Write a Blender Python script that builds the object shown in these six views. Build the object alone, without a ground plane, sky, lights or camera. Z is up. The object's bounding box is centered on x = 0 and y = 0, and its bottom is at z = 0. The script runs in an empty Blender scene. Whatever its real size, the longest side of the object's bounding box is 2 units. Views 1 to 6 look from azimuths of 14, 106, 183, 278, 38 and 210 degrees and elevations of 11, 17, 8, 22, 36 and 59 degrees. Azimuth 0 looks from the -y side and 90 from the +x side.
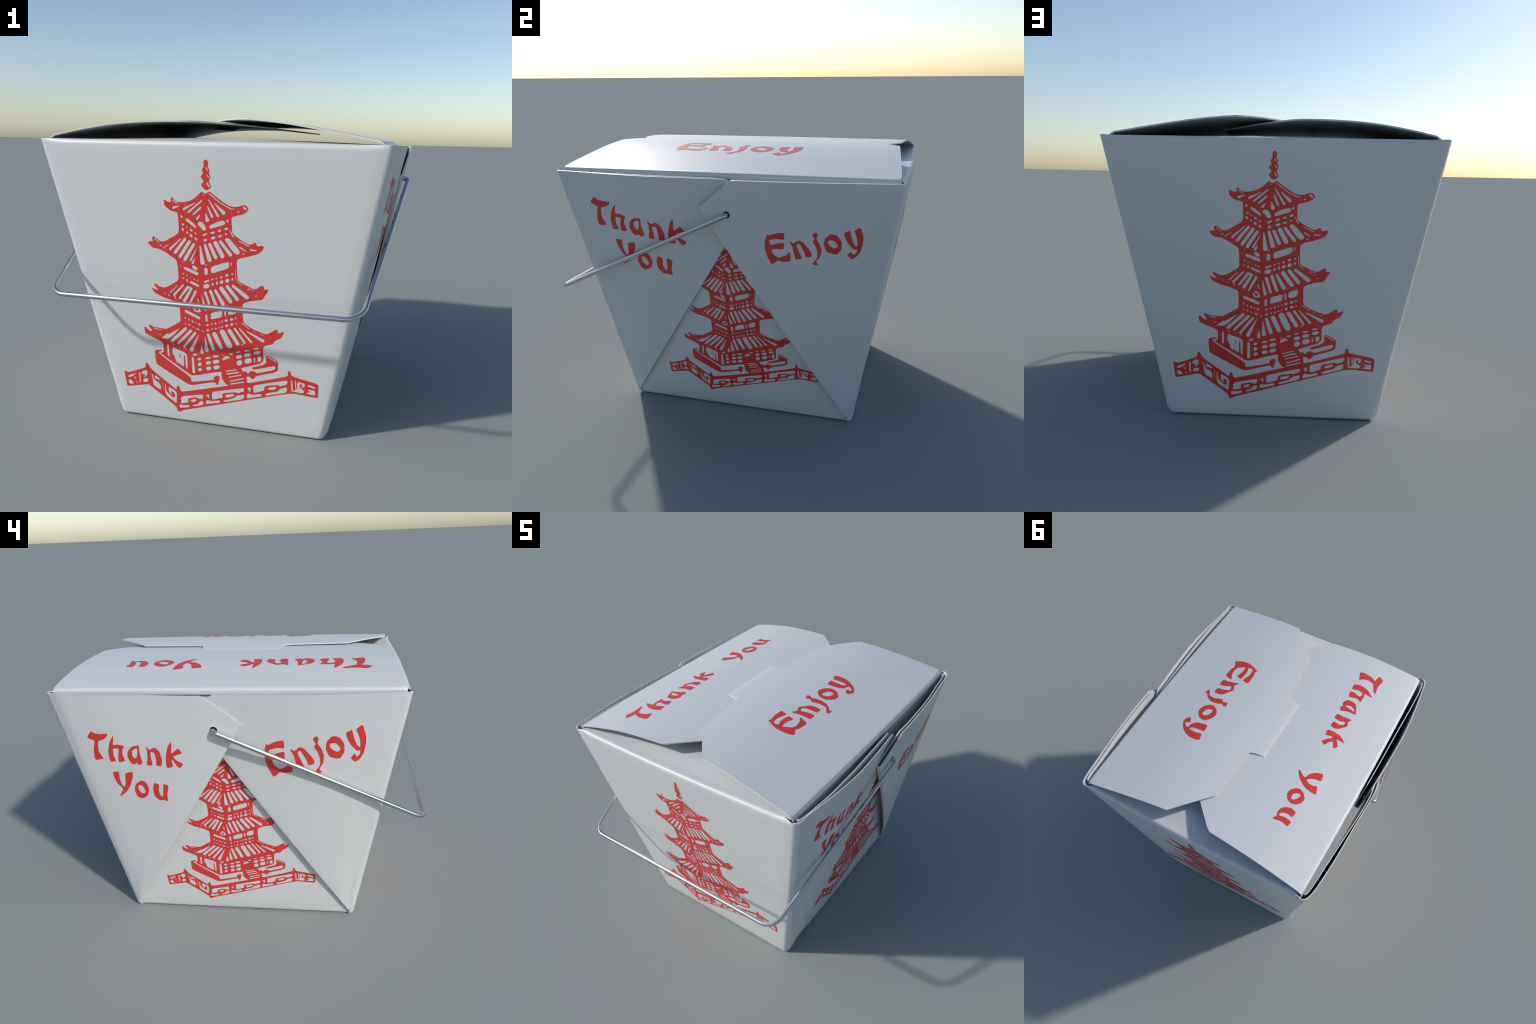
"""Folded white paper take-out box with red pagoda prints, lettering and a wire bail handle.

The box is built the way the carton is folded: a tapered tray of four walls, a double-layer
paper gusset folded over each end of the two side walls (a cone of paper that starts at the
bottom corner), two end flaps lying flat under two overlapping lid flaps, and a bent wire.
Units are metres, z up.
"""
import math
import bpy
import bmesh
import numpy as np
from mathutils import Vector
from mathutils.geometry import delaunay_2d_cdt

# ------------------------------------------------------------------ sizes
RIM = 1.472                 # height of the rim
PAPER = 0.007               # board thickness
HALF_W0, HALF_W1 = 0.556, 0.827      # half width (x) at the base and at the rim
FRONT0, FRONT1 = -0.630, -0.876      # front wall y at the base and at the rim
BACK0, BACK1 = 0.750, 0.9885          # back wall y at the base and at the rim
CORNER = 0.034              # radius of the upright folds
FOOT = 0.022                # radius of the bottom folds
LIP = 0.026                 # radius of the fold from wall to end flap
TURN = math.radians(78)     # how far the upright fold turns before the gusset starts
MID_Y = 0.06                # middle of the box in y
INK_LIFT = 0.0009


def lerp(a, b, t):
    return a + (b - a) * t


def catmull(points, steps):
    """Smooth open curve through control points."""
    p = [np.array(q, float) for q in points]
    p = [2 * p[0] - p[1]] + p + [2 * p[-1] - p[-2]]
    out = []
    for i in range(1, len(p) - 2):
        for k in range(steps):
            t = k / steps
            a, b, c, d = p[i - 1], p[i], p[i + 1], p[i + 2]
            out.append(0.5 * (2 * b + (c - a) * t + (2 * a - 5 * b + 4 * c - d) * t * t
                              + (3 * b - a - 3 * c + d) * t ** 3))
    out.append(p[-2])
    return np.array(out)


# ------------------------------------------------------------------ materials
def paper_material():
    m = bpy.data.materials.new("coated_white_paper")
    m.use_nodes = True
    nt = m.node_tree
    b = nt.nodes["Principled BSDF"]
    co = nt.nodes.new("ShaderNodeTexCoord")
    fibre = nt.nodes.new("ShaderNodeTexNoise")
    fibre.inputs["Scale"].default_value = 5.0
    fibre.inputs["Detail"].default_value = 4.0
    ramp = nt.nodes.new("ShaderNodeValToRGB")
    ramp.color_ramp.elements[0].position = 0.3
    ramp.color_ramp.elements[0].color = PAPER_DARK
    ramp.color_ramp.elements[1].position = 0.7
    ramp.color_ramp.elements[1].color = PAPER_LIGHT
    grain = nt.nodes.new("ShaderNodeTexNoise")
    grain.inputs["Scale"].default_value = 160.0
    grain.inputs["Detail"].default_value = 2.0
    bump = nt.nodes.new("ShaderNodeBump")
    bump.inputs["Strength"].default_value = 0.03
    bump.inputs["Distance"].default_value = 0.002
    nt.links.new(co.outputs["Object"], fibre.inputs["Vector"])
    nt.links.new(co.outputs["Object"], grain.inputs["Vector"])
    nt.links.new(fibre.outputs["Fac"], ramp.inputs["Fac"])
    nt.links.new(ramp.outputs["Color"], b.inputs["Base Color"])
    nt.links.new(grain.outputs["Fac"], bump.inputs["Height"])
    nt.links.new(bump.outputs["Normal"], b.inputs["Normal"])
    b.inputs["Roughness"].default_value = PAPER_ROUGH
    b.inputs["Specular IOR Level"].default_value = 0.5
    return m


def ink_material():
    m = bpy.data.materials.new("red_printing_ink")
    m.use_nodes = True
    nt = m.node_tree
    b = nt.nodes["Principled BSDF"]
    co = nt.nodes.new("ShaderNodeTexCoord")
    speck = nt.nodes.new("ShaderNodeTexNoise")
    speck.inputs["Scale"].default_value = 130.0
    speck.inputs["Detail"].default_value = 3.0
    ramp = nt.nodes.new("ShaderNodeValToRGB")
    ramp.color_ramp.elements[0].position = 0.35
    ramp.color_ramp.elements[0].color = INK_DARK
    ramp.color_ramp.elements[1].position = 0.65
    ramp.color_ramp.elements[1].color = INK_LIGHT
    nt.links.new(co.outputs["Object"], speck.inputs["Vector"])
    nt.links.new(speck.outputs["Fac"], ramp.inputs["Fac"])
    nt.links.new(ramp.outputs["Color"], b.inputs["Base Color"])
    b.inputs["Roughness"].default_value = PAPER_ROUGH
    b.inputs["Specular IOR Level"].default_value = 0.5
    return m


def wire_material():
    m = bpy.data.materials.new("galvanised_steel_wire")
    m.use_nodes = True
    nt = m.node_tree
    b = nt.nodes["Principled BSDF"]
    co = nt.nodes.new("ShaderNodeTexCoord")
    noise = nt.nodes.new("ShaderNodeTexNoise")
    noise.inputs["Scale"].default_value = 40.0
    ramp = nt.nodes.new("ShaderNodeValToRGB")
    ramp.color_ramp.elements[0].color = (0.50, 0.51, 0.52, 1)
    ramp.color_ramp.elements[1].color = (0.60, 0.61, 0.62, 1)
    nt.links.new(co.outputs["Object"], noise.inputs["Vector"])
    nt.links.new(noise.outputs["Fac"], ramp.inputs["Fac"])
    nt.links.new(ramp.outputs["Color"], b.inputs["Base Color"])
    b.inputs["Metallic"].default_value = 1.0
    b.inputs["Roughness"].default_value = 0.22
    return m


PAPER_DARK, PAPER_LIGHT = (0.588, 0.594, 0.590, 1), (0.598, 0.604, 0.600, 1)
INK_DARK, INK_LIGHT = (0.60, 0.035, 0.028, 1), (0.64, 0.042, 0.034, 1)
PAPER_ROUGH = 0.4

WHITE = paper_material()
RED = ink_material()
STEEL = wire_material()


# ------------------------------------------------------------------ mesh helpers
def finish(name, verts, faces, material, parent, thickness=0.0, sharp=35.0, cutters=()):
    """Mesh object from vertices and faces; sheets get their board thickness on the inner side."""
    me = bpy.data.meshes.new(name)
    me.from_pydata([tuple(map(float, v)) for v in verts], [], faces)
    me.validate()
    ob = bpy.data.objects.new(name, me)
    bpy.context.scene.collection.objects.link(ob)
    me.materials.append(material)
    if thickness:
        s = ob.modifiers.new("board", "SOLIDIFY")
        s.thickness = thickness
        s.offset = -1.0
    for c in cutters:
        m = ob.modifiers.new("punch", "BOOLEAN")
        m.operation = "DIFFERENCE"
        m.solver = "EXACT"
        m.use_self = True
        m.object = c
    if ob.modifiers:
        dg = bpy.context.evaluated_depsgraph_get()
        new = bpy.data.meshes.new_from_object(ob.evaluated_get(dg))
        ob.modifiers.clear()
        ob.data = new
        bpy.data.meshes.remove(me)
        me = new
        me.name = name
    for p in me.polygons:
        p.use_smooth = True
    me.set_sharp_from_angle(angle=math.radians(sharp))
    ob.parent = parent
    return ob


def grid_faces(n_cols, n_rows, flip=False):
    """Quads of a vertex grid stored column by column."""
    f = []
    for i in range(n_cols - 1):
        for j in range(n_rows - 1):
            a, b = i * n_rows + j, (i + 1) * n_rows + j
            q = (a, b, b + 1, a + 1)
            f.append(q[::-1] if flip else q)
    return f


def soften(poly, rounds=2, cut=0.15):
    """Round the corners of a closed outline (corner cutting)."""
    p = [np.array(q, float) for q in poly]
    for _ in range(rounds):
        out = []
        for i in range(len(p)):
            a, b = p[i], p[(i + 1) % len(p)]
            out += [lerp(a, b, cut), lerp(a, b, 1 - cut)]
        p = out
    return p


def inside(poly, pts):
    """Which points lie inside a closed outline (even-odd)."""
    poly = np.asarray(poly)
    x, y = pts[:, 0][:, None], pts[:, 1][:, None]
    x0, y0 = poly[:, 0], poly[:, 1]
    x1, y1 = np.roll(x0, -1), np.roll(y0, -1)
    dy = np.where(y1 == y0, 1e-12, y1 - y0)
    hit = ((y0 > y) != (y1 > y)) & (x < (x1 - x0) * (y - y0) / dy + x0)
    return hit.sum(1) % 2 == 1


def triangulate(layers, refine):
    """Flat triangles of stacked outlines [(outline, is_ink)], later ones on top; refine = grid step."""
    co, ed = [], []
    for poly, _ in layers:
        base = len(co)
        co += [tuple(q) for q in poly]
        ed += [(base + i, base + (i + 1) % len(poly)) for i in range(len(poly))]
    allp = np.array(co)
    lo, hi = allp.min(0), allp.max(0)
    for gx in np.arange(lo[0], hi[0], refine):
        for gy in np.arange(lo[1], hi[1], refine):
            co.append((gx + refine * 0.37, gy + refine * 0.41))
    vs, _, fs, _, _, _ = delaunay_2d_cdt([Vector(map(float, c)) for c in co], ed, [], 0, 1e-6)
    v = np.array([(a.x, a.y) for a in vs])
    f = np.array([t for t in fs if len(t) == 3])
    mid = v[f].mean(1)
    on = np.zeros(len(f), bool)
    for poly, is_ink in layers:
        on[inside(poly, mid)] = is_ink
    f = f[on]
    a, b, c = v[f[:, 0]], v[f[:, 1]], v[f[:, 2]]
    neg = ((b - a)[:, 0] * (c - a)[:, 1] - (b - a)[:, 1] * (c - a)[:, 0]) < 0
    f[neg] = f[neg][:, ::-1]
    used, inv = np.unique(f, return_inverse=True)
    return v[used], inv.reshape(-1, 3)


def print_on(name, flat, surface, parent, flip=False):
    """Lay a flat print on a surface function (a, b) -> (point, unit normal)."""
    v, f = flat
    out = []
    for a, b in v:
        p, n = surface(a, b)
        out.append(np.array(p) + np.array(n) * INK_LIFT)
    faces = [tuple(int(i) for i in (t[::-1] if flip else t)) for t in f]
    return finish(name, out, faces, RED, parent)


def with_normal(point, outward):
    """Surface function with a finite-difference normal on the side of `outward`."""
    def surface(a, b, e=1e-3):
        p = np.array(point(a, b))
        n = np.cross(np.array(point(a + e, b)) - p, np.array(point(a, b + e)) - p)
        n = n / np.linalg.norm(n)
        return p, n if n @ np.array(outward) > 0 else -n
    return surface


# ------------------------------------------------------------------ the prints
class Picture:
    """A one-colour print in millimetres: ink shapes and paper shapes left open in them."""

    def __init__(self):
        self.layers = []

    def ink(self, outline):
        self.layers.append((soften(outline), True))

    def paper(self, outline):
        self.layers.append((soften(outline), False))

    def gaps(self, strokes, ink=False):
        """Tapered strokes with rounded ends: x0, y0, x1, y1, width at each end."""
        for x0, y0, x1, y1, w0, w1 in strokes:
            d = math.atan2(y1 - y0, x1 - x0)
            pts = []
            for cx, cy, w, start in ((x0, y0, w0, d + math.pi / 2), (x1, y1, w1, d - math.pi / 2)):
                for k in range(7):
                    t = start + math.pi * k / 6
                    pts.append((cx + 0.52 * w * math.cos(t), cy + 0.52 * w * math.sin(t)))
            self.layers.append((pts, ink))

    def dots(self, blobs, ink=False):
        """Slightly squared ovals: x, y, half width, half height."""
        for i, (x, y, rx, ry) in enumerate(blobs):
            # windows lean with the face they sit on, left or right of the tower's corner
            tilt = 0.22 if x > (-40 if y > 480 else -130) else -0.4
            pts = []
            for k in range(12):
                t = 2 * math.pi * k / 12
                c, s = math.cos(t), math.sin(t)
                px = rx * math.copysign(abs(c) ** 0.85, c)
                py = ry * math.copysign(abs(s) ** 0.85, s)
                pts.append((x + px, y + py + tilt * px))
            self.layers.append((pts, ink))

    def flat(self, scale=0.001, refine=40.0):
        v, f = triangulate(self.layers, refine)
        return v * scale, f


def draw_tower(p):
    """Outline of the four-tiered tower, walked clockwise from the ridge of the top roof."""
    outline = []
    # top roof, right half
    outline.extend([
        (2, 1256), (16, 1269), (24, 1267), (54, 1244), (88, 1221), (115, 1207), (139, 1204), (159, 1208),
        (179, 1215), (192, 1213), (203, 1199), (196, 1187), (176, 1174), (133, 1163), (120, 1156), (119, 1141),
        (121, 1088), (131, 1076),
    ])
    # second roof, right half
    outline.extend([
        (169, 1051), (200, 1036), (217, 1039), (229, 1048), (235, 1044), (237, 1032), (248, 1031), (261, 1036),
        (272, 1029), (262, 1010), (239, 994), (195, 980), (161, 972), (144, 965), (137, 954), (137, 878),
        (143, 858),
    ])
    # third roof, right half
    outline.extend([
        (171, 844), (217, 824), (230, 826), (254, 843), (266, 843), (268, 825), (286, 828), (288, 822),
        (260, 778), (250, 773), (201, 765), (166, 751), (157, 740), (158, 658), (165, 645),
    ])
    # lowest roof, right half and house wall
    outline.extend([
        (205, 621), (269, 600), (284, 603), (326, 631), (331, 628), (332, 610), (344, 614), (359, 622),
        (362, 616), (347, 588), (314, 569), (307, 552), (267, 541), (257, 528), (256, 445),
    ])
    # floor line of the house
    outline.extend([
        (140, 405), (119, 381), (32, 371), (-8, 361), (-124, 328), (-143, 335), (-302, 436), (-279, 443),
        (-278, 492),
    ])
    # lowest roof, left half
    outline.extend([
        (-290, 503), (-345, 525), (-374, 539), (-377, 572), (-369, 575), (-354, 558), (-341, 552), (-333, 557),
        (-347, 575), (-350, 589), (-343, 588), (-326, 579), (-260, 574), (-246, 577), (-177, 619), (-171, 626),
    ])
    # third roof, left half
    outline.extend([
        (-170, 624), (-169, 708), (-177, 718), (-215, 734), (-269, 749), (-297, 763), (-314, 785), (-307, 787),
        (-284, 778), (-279, 782), (-299, 805), (-297, 809), (-289, 810), (-268, 797), (-250, 794), (-229, 798),
        (-172, 833), (-163, 844),
    ])
    # second roof, left half
    outline.extend([
        (-163, 901), (-164, 925), (-170, 941), (-219, 972), (-256, 989), (-288, 991), (-311, 1015), (-302, 1022),
        (-283, 1023), (-287, 1042), (-278, 1048), (-245, 1026), (-225, 1024), (-154, 1064), (-145, 1077),
    ])
    # top roof, left half
    outline.extend([
        (-142, 1094), (-143, 1164), (-151, 1169), (-181, 1175), (-201, 1190), (-211, 1205), (-206, 1211), (-212, 1220),
        (-208, 1223), (-182, 1212), (-174, 1214), (-172, 1234), (-167, 1236), (-150, 1218), (-134, 1214), (-107, 1216),
        (-73, 1225), (-46, 1242), (-18, 1268),
    ])
    p.ink(outline)
    # finial
    p.ink([
        (7, 1409), (19, 1402), (20, 1392), (16, 1376), (25, 1363), (20, 1351), (28, 1334), (18, 1314),
        (29, 1291), (25, 1283), (3, 1273), (-9, 1282), (-20, 1297), (-6, 1310), (-7, 1317), (-20, 1332),
        (-5, 1349), (-12, 1363), (-2, 1374), (-1, 1400),
    ])
    p.gaps([
        (10, 1371, 14, 1362, 6, 6), (12, 1341, 20, 1330, 5, 5), (11, 1306, 19, 1290, 7, 7),
    ])


def draw_top_storey(p):
    # gaps between the tile rows of the roof
    p.gaps([
        (-55, 1214, -112, 1185, 4, 12), (-21, 1226, -89, 1172, 7, 10), (-29, 1194, -66, 1162, 10, 8), (-34, 1160, -48, 1143, 5, 12),
        (14, 1231, 55, 1161, 5, 12), (7, 1201, 26, 1157, 6, 13), (43, 1215, 83, 1176, 4, 18), (-5, 1169, 2, 1140, 4, 20),
    ])
    # light lines on the ridges
    p.gaps([
        (17, 1260, 71, 1219, 5, 4), (71, 1219, 119, 1195, 4, 5), (119, 1195, 137, 1195, 5, 3), (-165, 1223, -144, 1208, 5, 4),
        (-164, 1188, -134, 1198, 12, 4), (180, 1204, 190, 1197, 9, 9), (-13, 1255, -8, 1249, 4, 4),
    ])
    p.dots([
        (154, 1184, 5.5, 3.7),
    ])
    # windows and railing
    p.paper([
        (-108, 1139), (-100, 1143), (-80, 1130), (-64, 1118), (-52, 1101), (-58, 1098), (-80, 1113), (-104, 1131),
    ])
    p.paper([
        (-49, 1120), (-39, 1131), (-24, 1129), (-14, 1118), (-5, 1101), (-8, 1092), (-22, 1088), (-32, 1103),
        (-44, 1112),
    ])
    p.paper([
        (9, 1110), (17, 1118), (56, 1136), (83, 1142), (91, 1130), (83, 1121), (19, 1100), (10, 1103),
    ])
    p.dots([
        (100, 1140, 5.5, 7.5), (-126, 1149, 6.1, 6.1), (-121, 1113, 7.5, 4.8), (-124, 1089, 6.1, 8.2), (-102, 1101, 3.7, 3.7),
        (-102, 1076, 5.5, 5.5), (-82, 1088, 7.5, 5.8), (-83, 1062, 7.5, 7.5), (-60, 1074, 5.5, 5.1), (-60, 1048, 7.5, 6.8),
        (25, 1082, 11.6, 5.5), (60, 1093, 9.5, 5.5), (93, 1104, 10.2, 5.8), (-14, 1045, 9.2, 6.8), (27, 1058, 12.3, 6.8),
        (61, 1068, 10.2, 5.5), (90, 1079, 5.8, 4.8),
    ])
    p.gaps([
        (-22, 1067, -6, 1075, 9, 8),
    ])


def draw_second_storey(p):
    # tile rows
    p.gaps([
        (-202, 1014, -232, 993, 4, 5), (-138, 1044, -197, 990, 6, 12), (-116, 1043, -172, 976, 14, 16), (-94, 1033, -148, 958, 16, 16),
        (-73, 1021, -123, 946, 14, 18), (-57, 1008, -94, 943, 3, 10), (-72, 956, -84, 931, 3, 13),
    ])
    p.gaps([
        (-41, 1015, -34, 937, 7, 24), (-16, 1021, 3, 952, 14, 22), (8, 1025, 34, 966, 16, 19), (37, 1034, 68, 975, 21, 22),
        (62, 1042, 108, 983, 15, 17),
    ])
    p.paper([
        (81, 1054), (94, 1062), (108, 1058), (153, 1007), (155, 993), (145, 985), (130, 990), (109, 1013),
    ])
    # ridge lines
    p.gaps([
        (156, 1021, 184, 1005, 7, 5), (206, 1012, 232, 1011, 8, 6), (152, 1051, 200, 1028, 4, 5), (-274, 1037, -252, 1020, 5, 4),
        (109, 1098, 125, 1069, 4, 6),
    ])
    p.dots([
        (172, 990, 4.8, 4.1), (-245, 1005, 4.4, 4.1),
    ])
    # windows and railing
    p.gaps([
        (-126, 902, -66, 879, 14, 17), (-18, 902, -19, 885, 19, 18), (111, 945, 111, 932, 6, 5), (-100, 834, -63, 818, 12, 11),
        (-28, 841, -9, 849, 10, 10),
    ])
    p.paper([
        (6, 910), (14, 921), (89, 948), (101, 946), (100, 925), (90, 914), (19, 888), (7, 890),
    ])
    p.dots([
        (-75, 907, 14.3, 10.2), (-16, 927, 4.1, 3.7), (-137, 874, 4.4, 4.1), (-119, 866, 3.7, 3.7), (-101, 857, 2.7, 2.7),
        (-82, 850, 4.4, 4.4), (-66, 845, 4.4, 4.1), (-138, 851, 4.8, 4.1), (-119, 842, 5.5, 6.8), (12, 856, 5.1, 4.8),
        (32, 863, 5.1, 4.4), (57, 870, 6.1, 5.8), (86, 882, 8.9, 6.8), (113, 890, 5.1, 4.8), (-21, 820, 17, 11.6),
        (12, 832, 6.1, 8.2), (34, 840, 6.1, 8.9), (58, 847, 9.5, 8.9), (87, 856, 11.2, 10.2), (113, 865, 5.8, 6.5),
        (-146, 911, 3.1, 3.4), (-136, 931, 3.4, 3.1),
    ])


def draw_third_storey(p):
    # tile rows
    p.gaps([
        (-170, 813, -213, 773, 3, 7), (-142, 816, -194, 763, 9, 12), (-195, 764, -186, 739, 10, 3), (-119, 807, -166, 747, 14, 10),
        (-100, 801, -141, 736, 12, 17), (-117, 807, -100, 801, 12, 12), (-80, 787, -116, 720, 14, 9), (-71, 750, -65, 729, 7, 5),
    ])
    p.gaps([
        (-49, 774, -34, 702, 3, 17), (-29, 786, -6, 711, 15, 13), (-1, 796, 24, 723, 16, 17), (24, 802, 59, 737, 14, 21),
        (55, 814, 98, 754, 22, 21), (86, 826, 133, 767, 18, 19), (115, 832, 181, 781, 14, 22),
    ])
    # ridge lines
    p.gaps([
        (129, 911, 131, 869, 3, 4), (131, 869, 139, 854, 4, 4), (139, 854, 159, 839, 4, 3), (192, 827, 219, 817, 3, 3),
        (187, 821, 196, 817, 3, 3),
    ])
    p.dots([
        (211, 810, 2.7, 2.4), (227, 791, 4.8, 2.7), (-243, 767, 3.7, 3.4), (-223, 757, 4.1, 4.1), (160, 763, 2.7, 2.7),
        (80, 732, 3.4, 3.1),
    ])
    # windows and railing
    p.gaps([
        (-138, 681, -70, 652, 15, 15), (-31, 669, -31, 642, 12, 12), (68, 703, 68, 679, 9, 9),
    ])
    p.paper([
        (-8, 679), (1, 688), (51, 702), (54, 696), (52, 673), (44, 665), (-6, 650), (-9, 656),
    ])
    p.paper([
        (82, 708), (93, 719), (124, 729), (131, 726), (130, 705), (122, 692), (88, 682), (83, 693),
    ])
    p.paper([
        (-99, 698), (-82, 718), (-70, 712), (-55, 688), (-70, 680), (-90, 684),
    ])
    p.dots([
        (-144, 646, 4.8, 5.5), (-125, 638, 4.1, 4.8), (-106, 630, 6.1, 5.1), (-90, 625, 4.8, 4.1), (-71, 618, 7.5, 5.5),
        (-145, 614, 4.1, 4.1), (-125, 609, 5.8, 4.1), (-105, 601, 4.8, 3.7), (-81, 592, 10.9, 4.4), (-55, 583, 4.8, 4.1),
        (-27, 619, 6.5, 6.1), (-5, 626, 4.4, 4.8), (15, 631, 6.1, 5.5), (34, 638, 4.1, 4.4), (50, 645, 4.1, 5.5),
        (71, 652, 8.9, 6.1), (100, 661, 8.9, 6.8), (121, 669, 4.8, 6.1), (-28, 591, 7.5, 6.1), (-4, 599, 4.4, 5.1),
        (15, 604, 5.5, 5.8), (34, 611, 4.8, 4.1), (49, 617, 5.1, 4.4), (73, 625, 8.2, 6.8), (100, 635, 8.9, 6.8),
        (123, 642, 5.1, 3.4),
    ])
    p.dots([(-79, 697, 8.2, 8.2)], ink=True)


def draw_house(p):
    # tile rows of the lowest roof
    p.paper([
        (-286, 523), (-244, 555), (-246, 545), (-171, 593), (-219, 542), (-252, 519), (-279, 523), (-284, 518),
    ])
    p.gaps([
        (-147, 587, -226, 513, 17, 17), (-120, 578, -194, 502, 16, 12), (-97, 569, -163, 486, 14, 12), (-163, 490, -152, 470, 7, 3),
        (-77, 564, -123, 475, 3, 21), (-65, 505, -67, 467, 2, 19),
    ])
    p.gaps([
        (-45, 554, -40, 482, 3, 22), (-27, 566, -5, 493, 16, 20), (7, 573, 37, 506, 25, 21), (50, 588, 82, 521, 30, 31),
        (86, 600, 126, 536, 21, 20), (114, 614, 162, 545, 12, 12), (160, 543, 146, 528, 5, 4), (139, 616, 196, 552, 7, 12),
        (177, 605, 256, 564, 6, 17),
    ])
    # ridge lines
    p.gaps([
        (153, 646, 191, 619, 5, 3), (207, 612, 221, 607, 3, 3), (245, 596, 259, 593, 3, 3), (-321, 572, -283, 567, 5, 4),
    ])
    p.dots([
        (-291, 541, 4.1, 4.1), (-221, 493, 4.1, 3.1), (-188, 482, 3.4, 3.1),
    ])
    # doors, windows and lattice
    p.paper([
        (-229, 475), (-217, 475), (-193, 465), (-168, 458), (-151, 447), (-149, 429), (-152, 364), (-159, 364),
        (-163, 375), (-163, 439), (-169, 439), (-170, 378), (-176, 375), (-194, 387), (-213, 396), (-221, 422),
        (-225, 437), (-231, 435), (-231, 445),
    ])
    p.gaps([
        (-253, 483, -254, 428, 11, 11), (-120, 428, -120, 350, 13, 16),
    ])
    p.gaps([(-190, 442, -189, 425, 4, 4)], ink=True)
    p.paper([
        (-120, 448), (-106, 456), (-90, 456), (-102, 443), (-114, 440),
    ])
    p.dots([
        (-84, 427, 11.1, 7.8), (-84, 398, 11.1, 11.1), (-84, 368, 11.7, 9.8), (-36, 439, 15.6, 6.5), (-36, 412, 15, 10.4),
        (-36, 381, 15, 11.1),
    ])
    p.dots([
        (6, 453, 17.9, 6.5), (6, 423, 18.9, 11.1), (7, 392, 17.9, 11.7), (47, 464, 5.2, 2.6), (128, 490, 12.4, 3.9),
        (173, 502, 15.6, 4.6), (220, 518, 16.3, 4.6), (130, 465, 16.3, 10.4), (175, 480, 18.2, 10.4), (225, 497, 18.9, 9.1),
        (131, 432, 15.6, 15), (177, 448, 19.5, 15), (236, 464, 10.7, 15),
    ])
    p.gaps([
        (211, 467, 210, 447, 7, 7),
    ])
    p.paper([
        (39, 433), (45, 449), (59, 462), (69, 463), (88, 453), (66, 446), (49, 437),
    ])
    p.paper([
        (74, 474), (85, 480), (98, 480), (98, 471), (86, 468),
    ])


def draw_platform(p):
    p.ink([
        (-330, 445), (-317, 452), (-289, 456), (-287, 451), (-316, 438), (-145, 320), (-140, 314), (-136, 289),
        (-8, 319), (-12, 323), (-10, 336), (11, 345), (22, 341), (20, 328), (8, 289), (3, 294),
        (-6, 306), (-34, 301), (-122, 275), (-145, 273), (-160, 277), (-319, 365), (-328, 375),
    ])
    p.ink([
        (270, 479), (277, 490), (324, 468), (332, 456), (329, 406), (217, 370), (207, 356), (197, 348),
        (184, 361), (165, 360), (164, 387), (175, 376), (188, 393), (209, 394), (220, 384), (313, 414),
        (318, 426), (315, 437), (206, 403), (197, 409), (198, 414), (260, 437), (272, 451),
    ])
    p.ink([
        (32, 378), (118, 415), (140, 399), (149, 384), (166, 389), (165, 360), (166, 325), (183, 326),
        (170, 299), (61, 295), (34, 330),
    ])
    # stair treads and the light edge of the parapet
    p.gaps([
        (56, 376, 112, 391, 6, 6), (64, 362, 124, 378, 8, 8), (72, 345, 137, 364, 6, 6), (80, 323, 148, 346, 7, 7),
        (80, 307, 148, 326, 7, 7),
    ])
    p.gaps([
        (279, 481, 321, 460, 5, 5),
    ])


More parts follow.
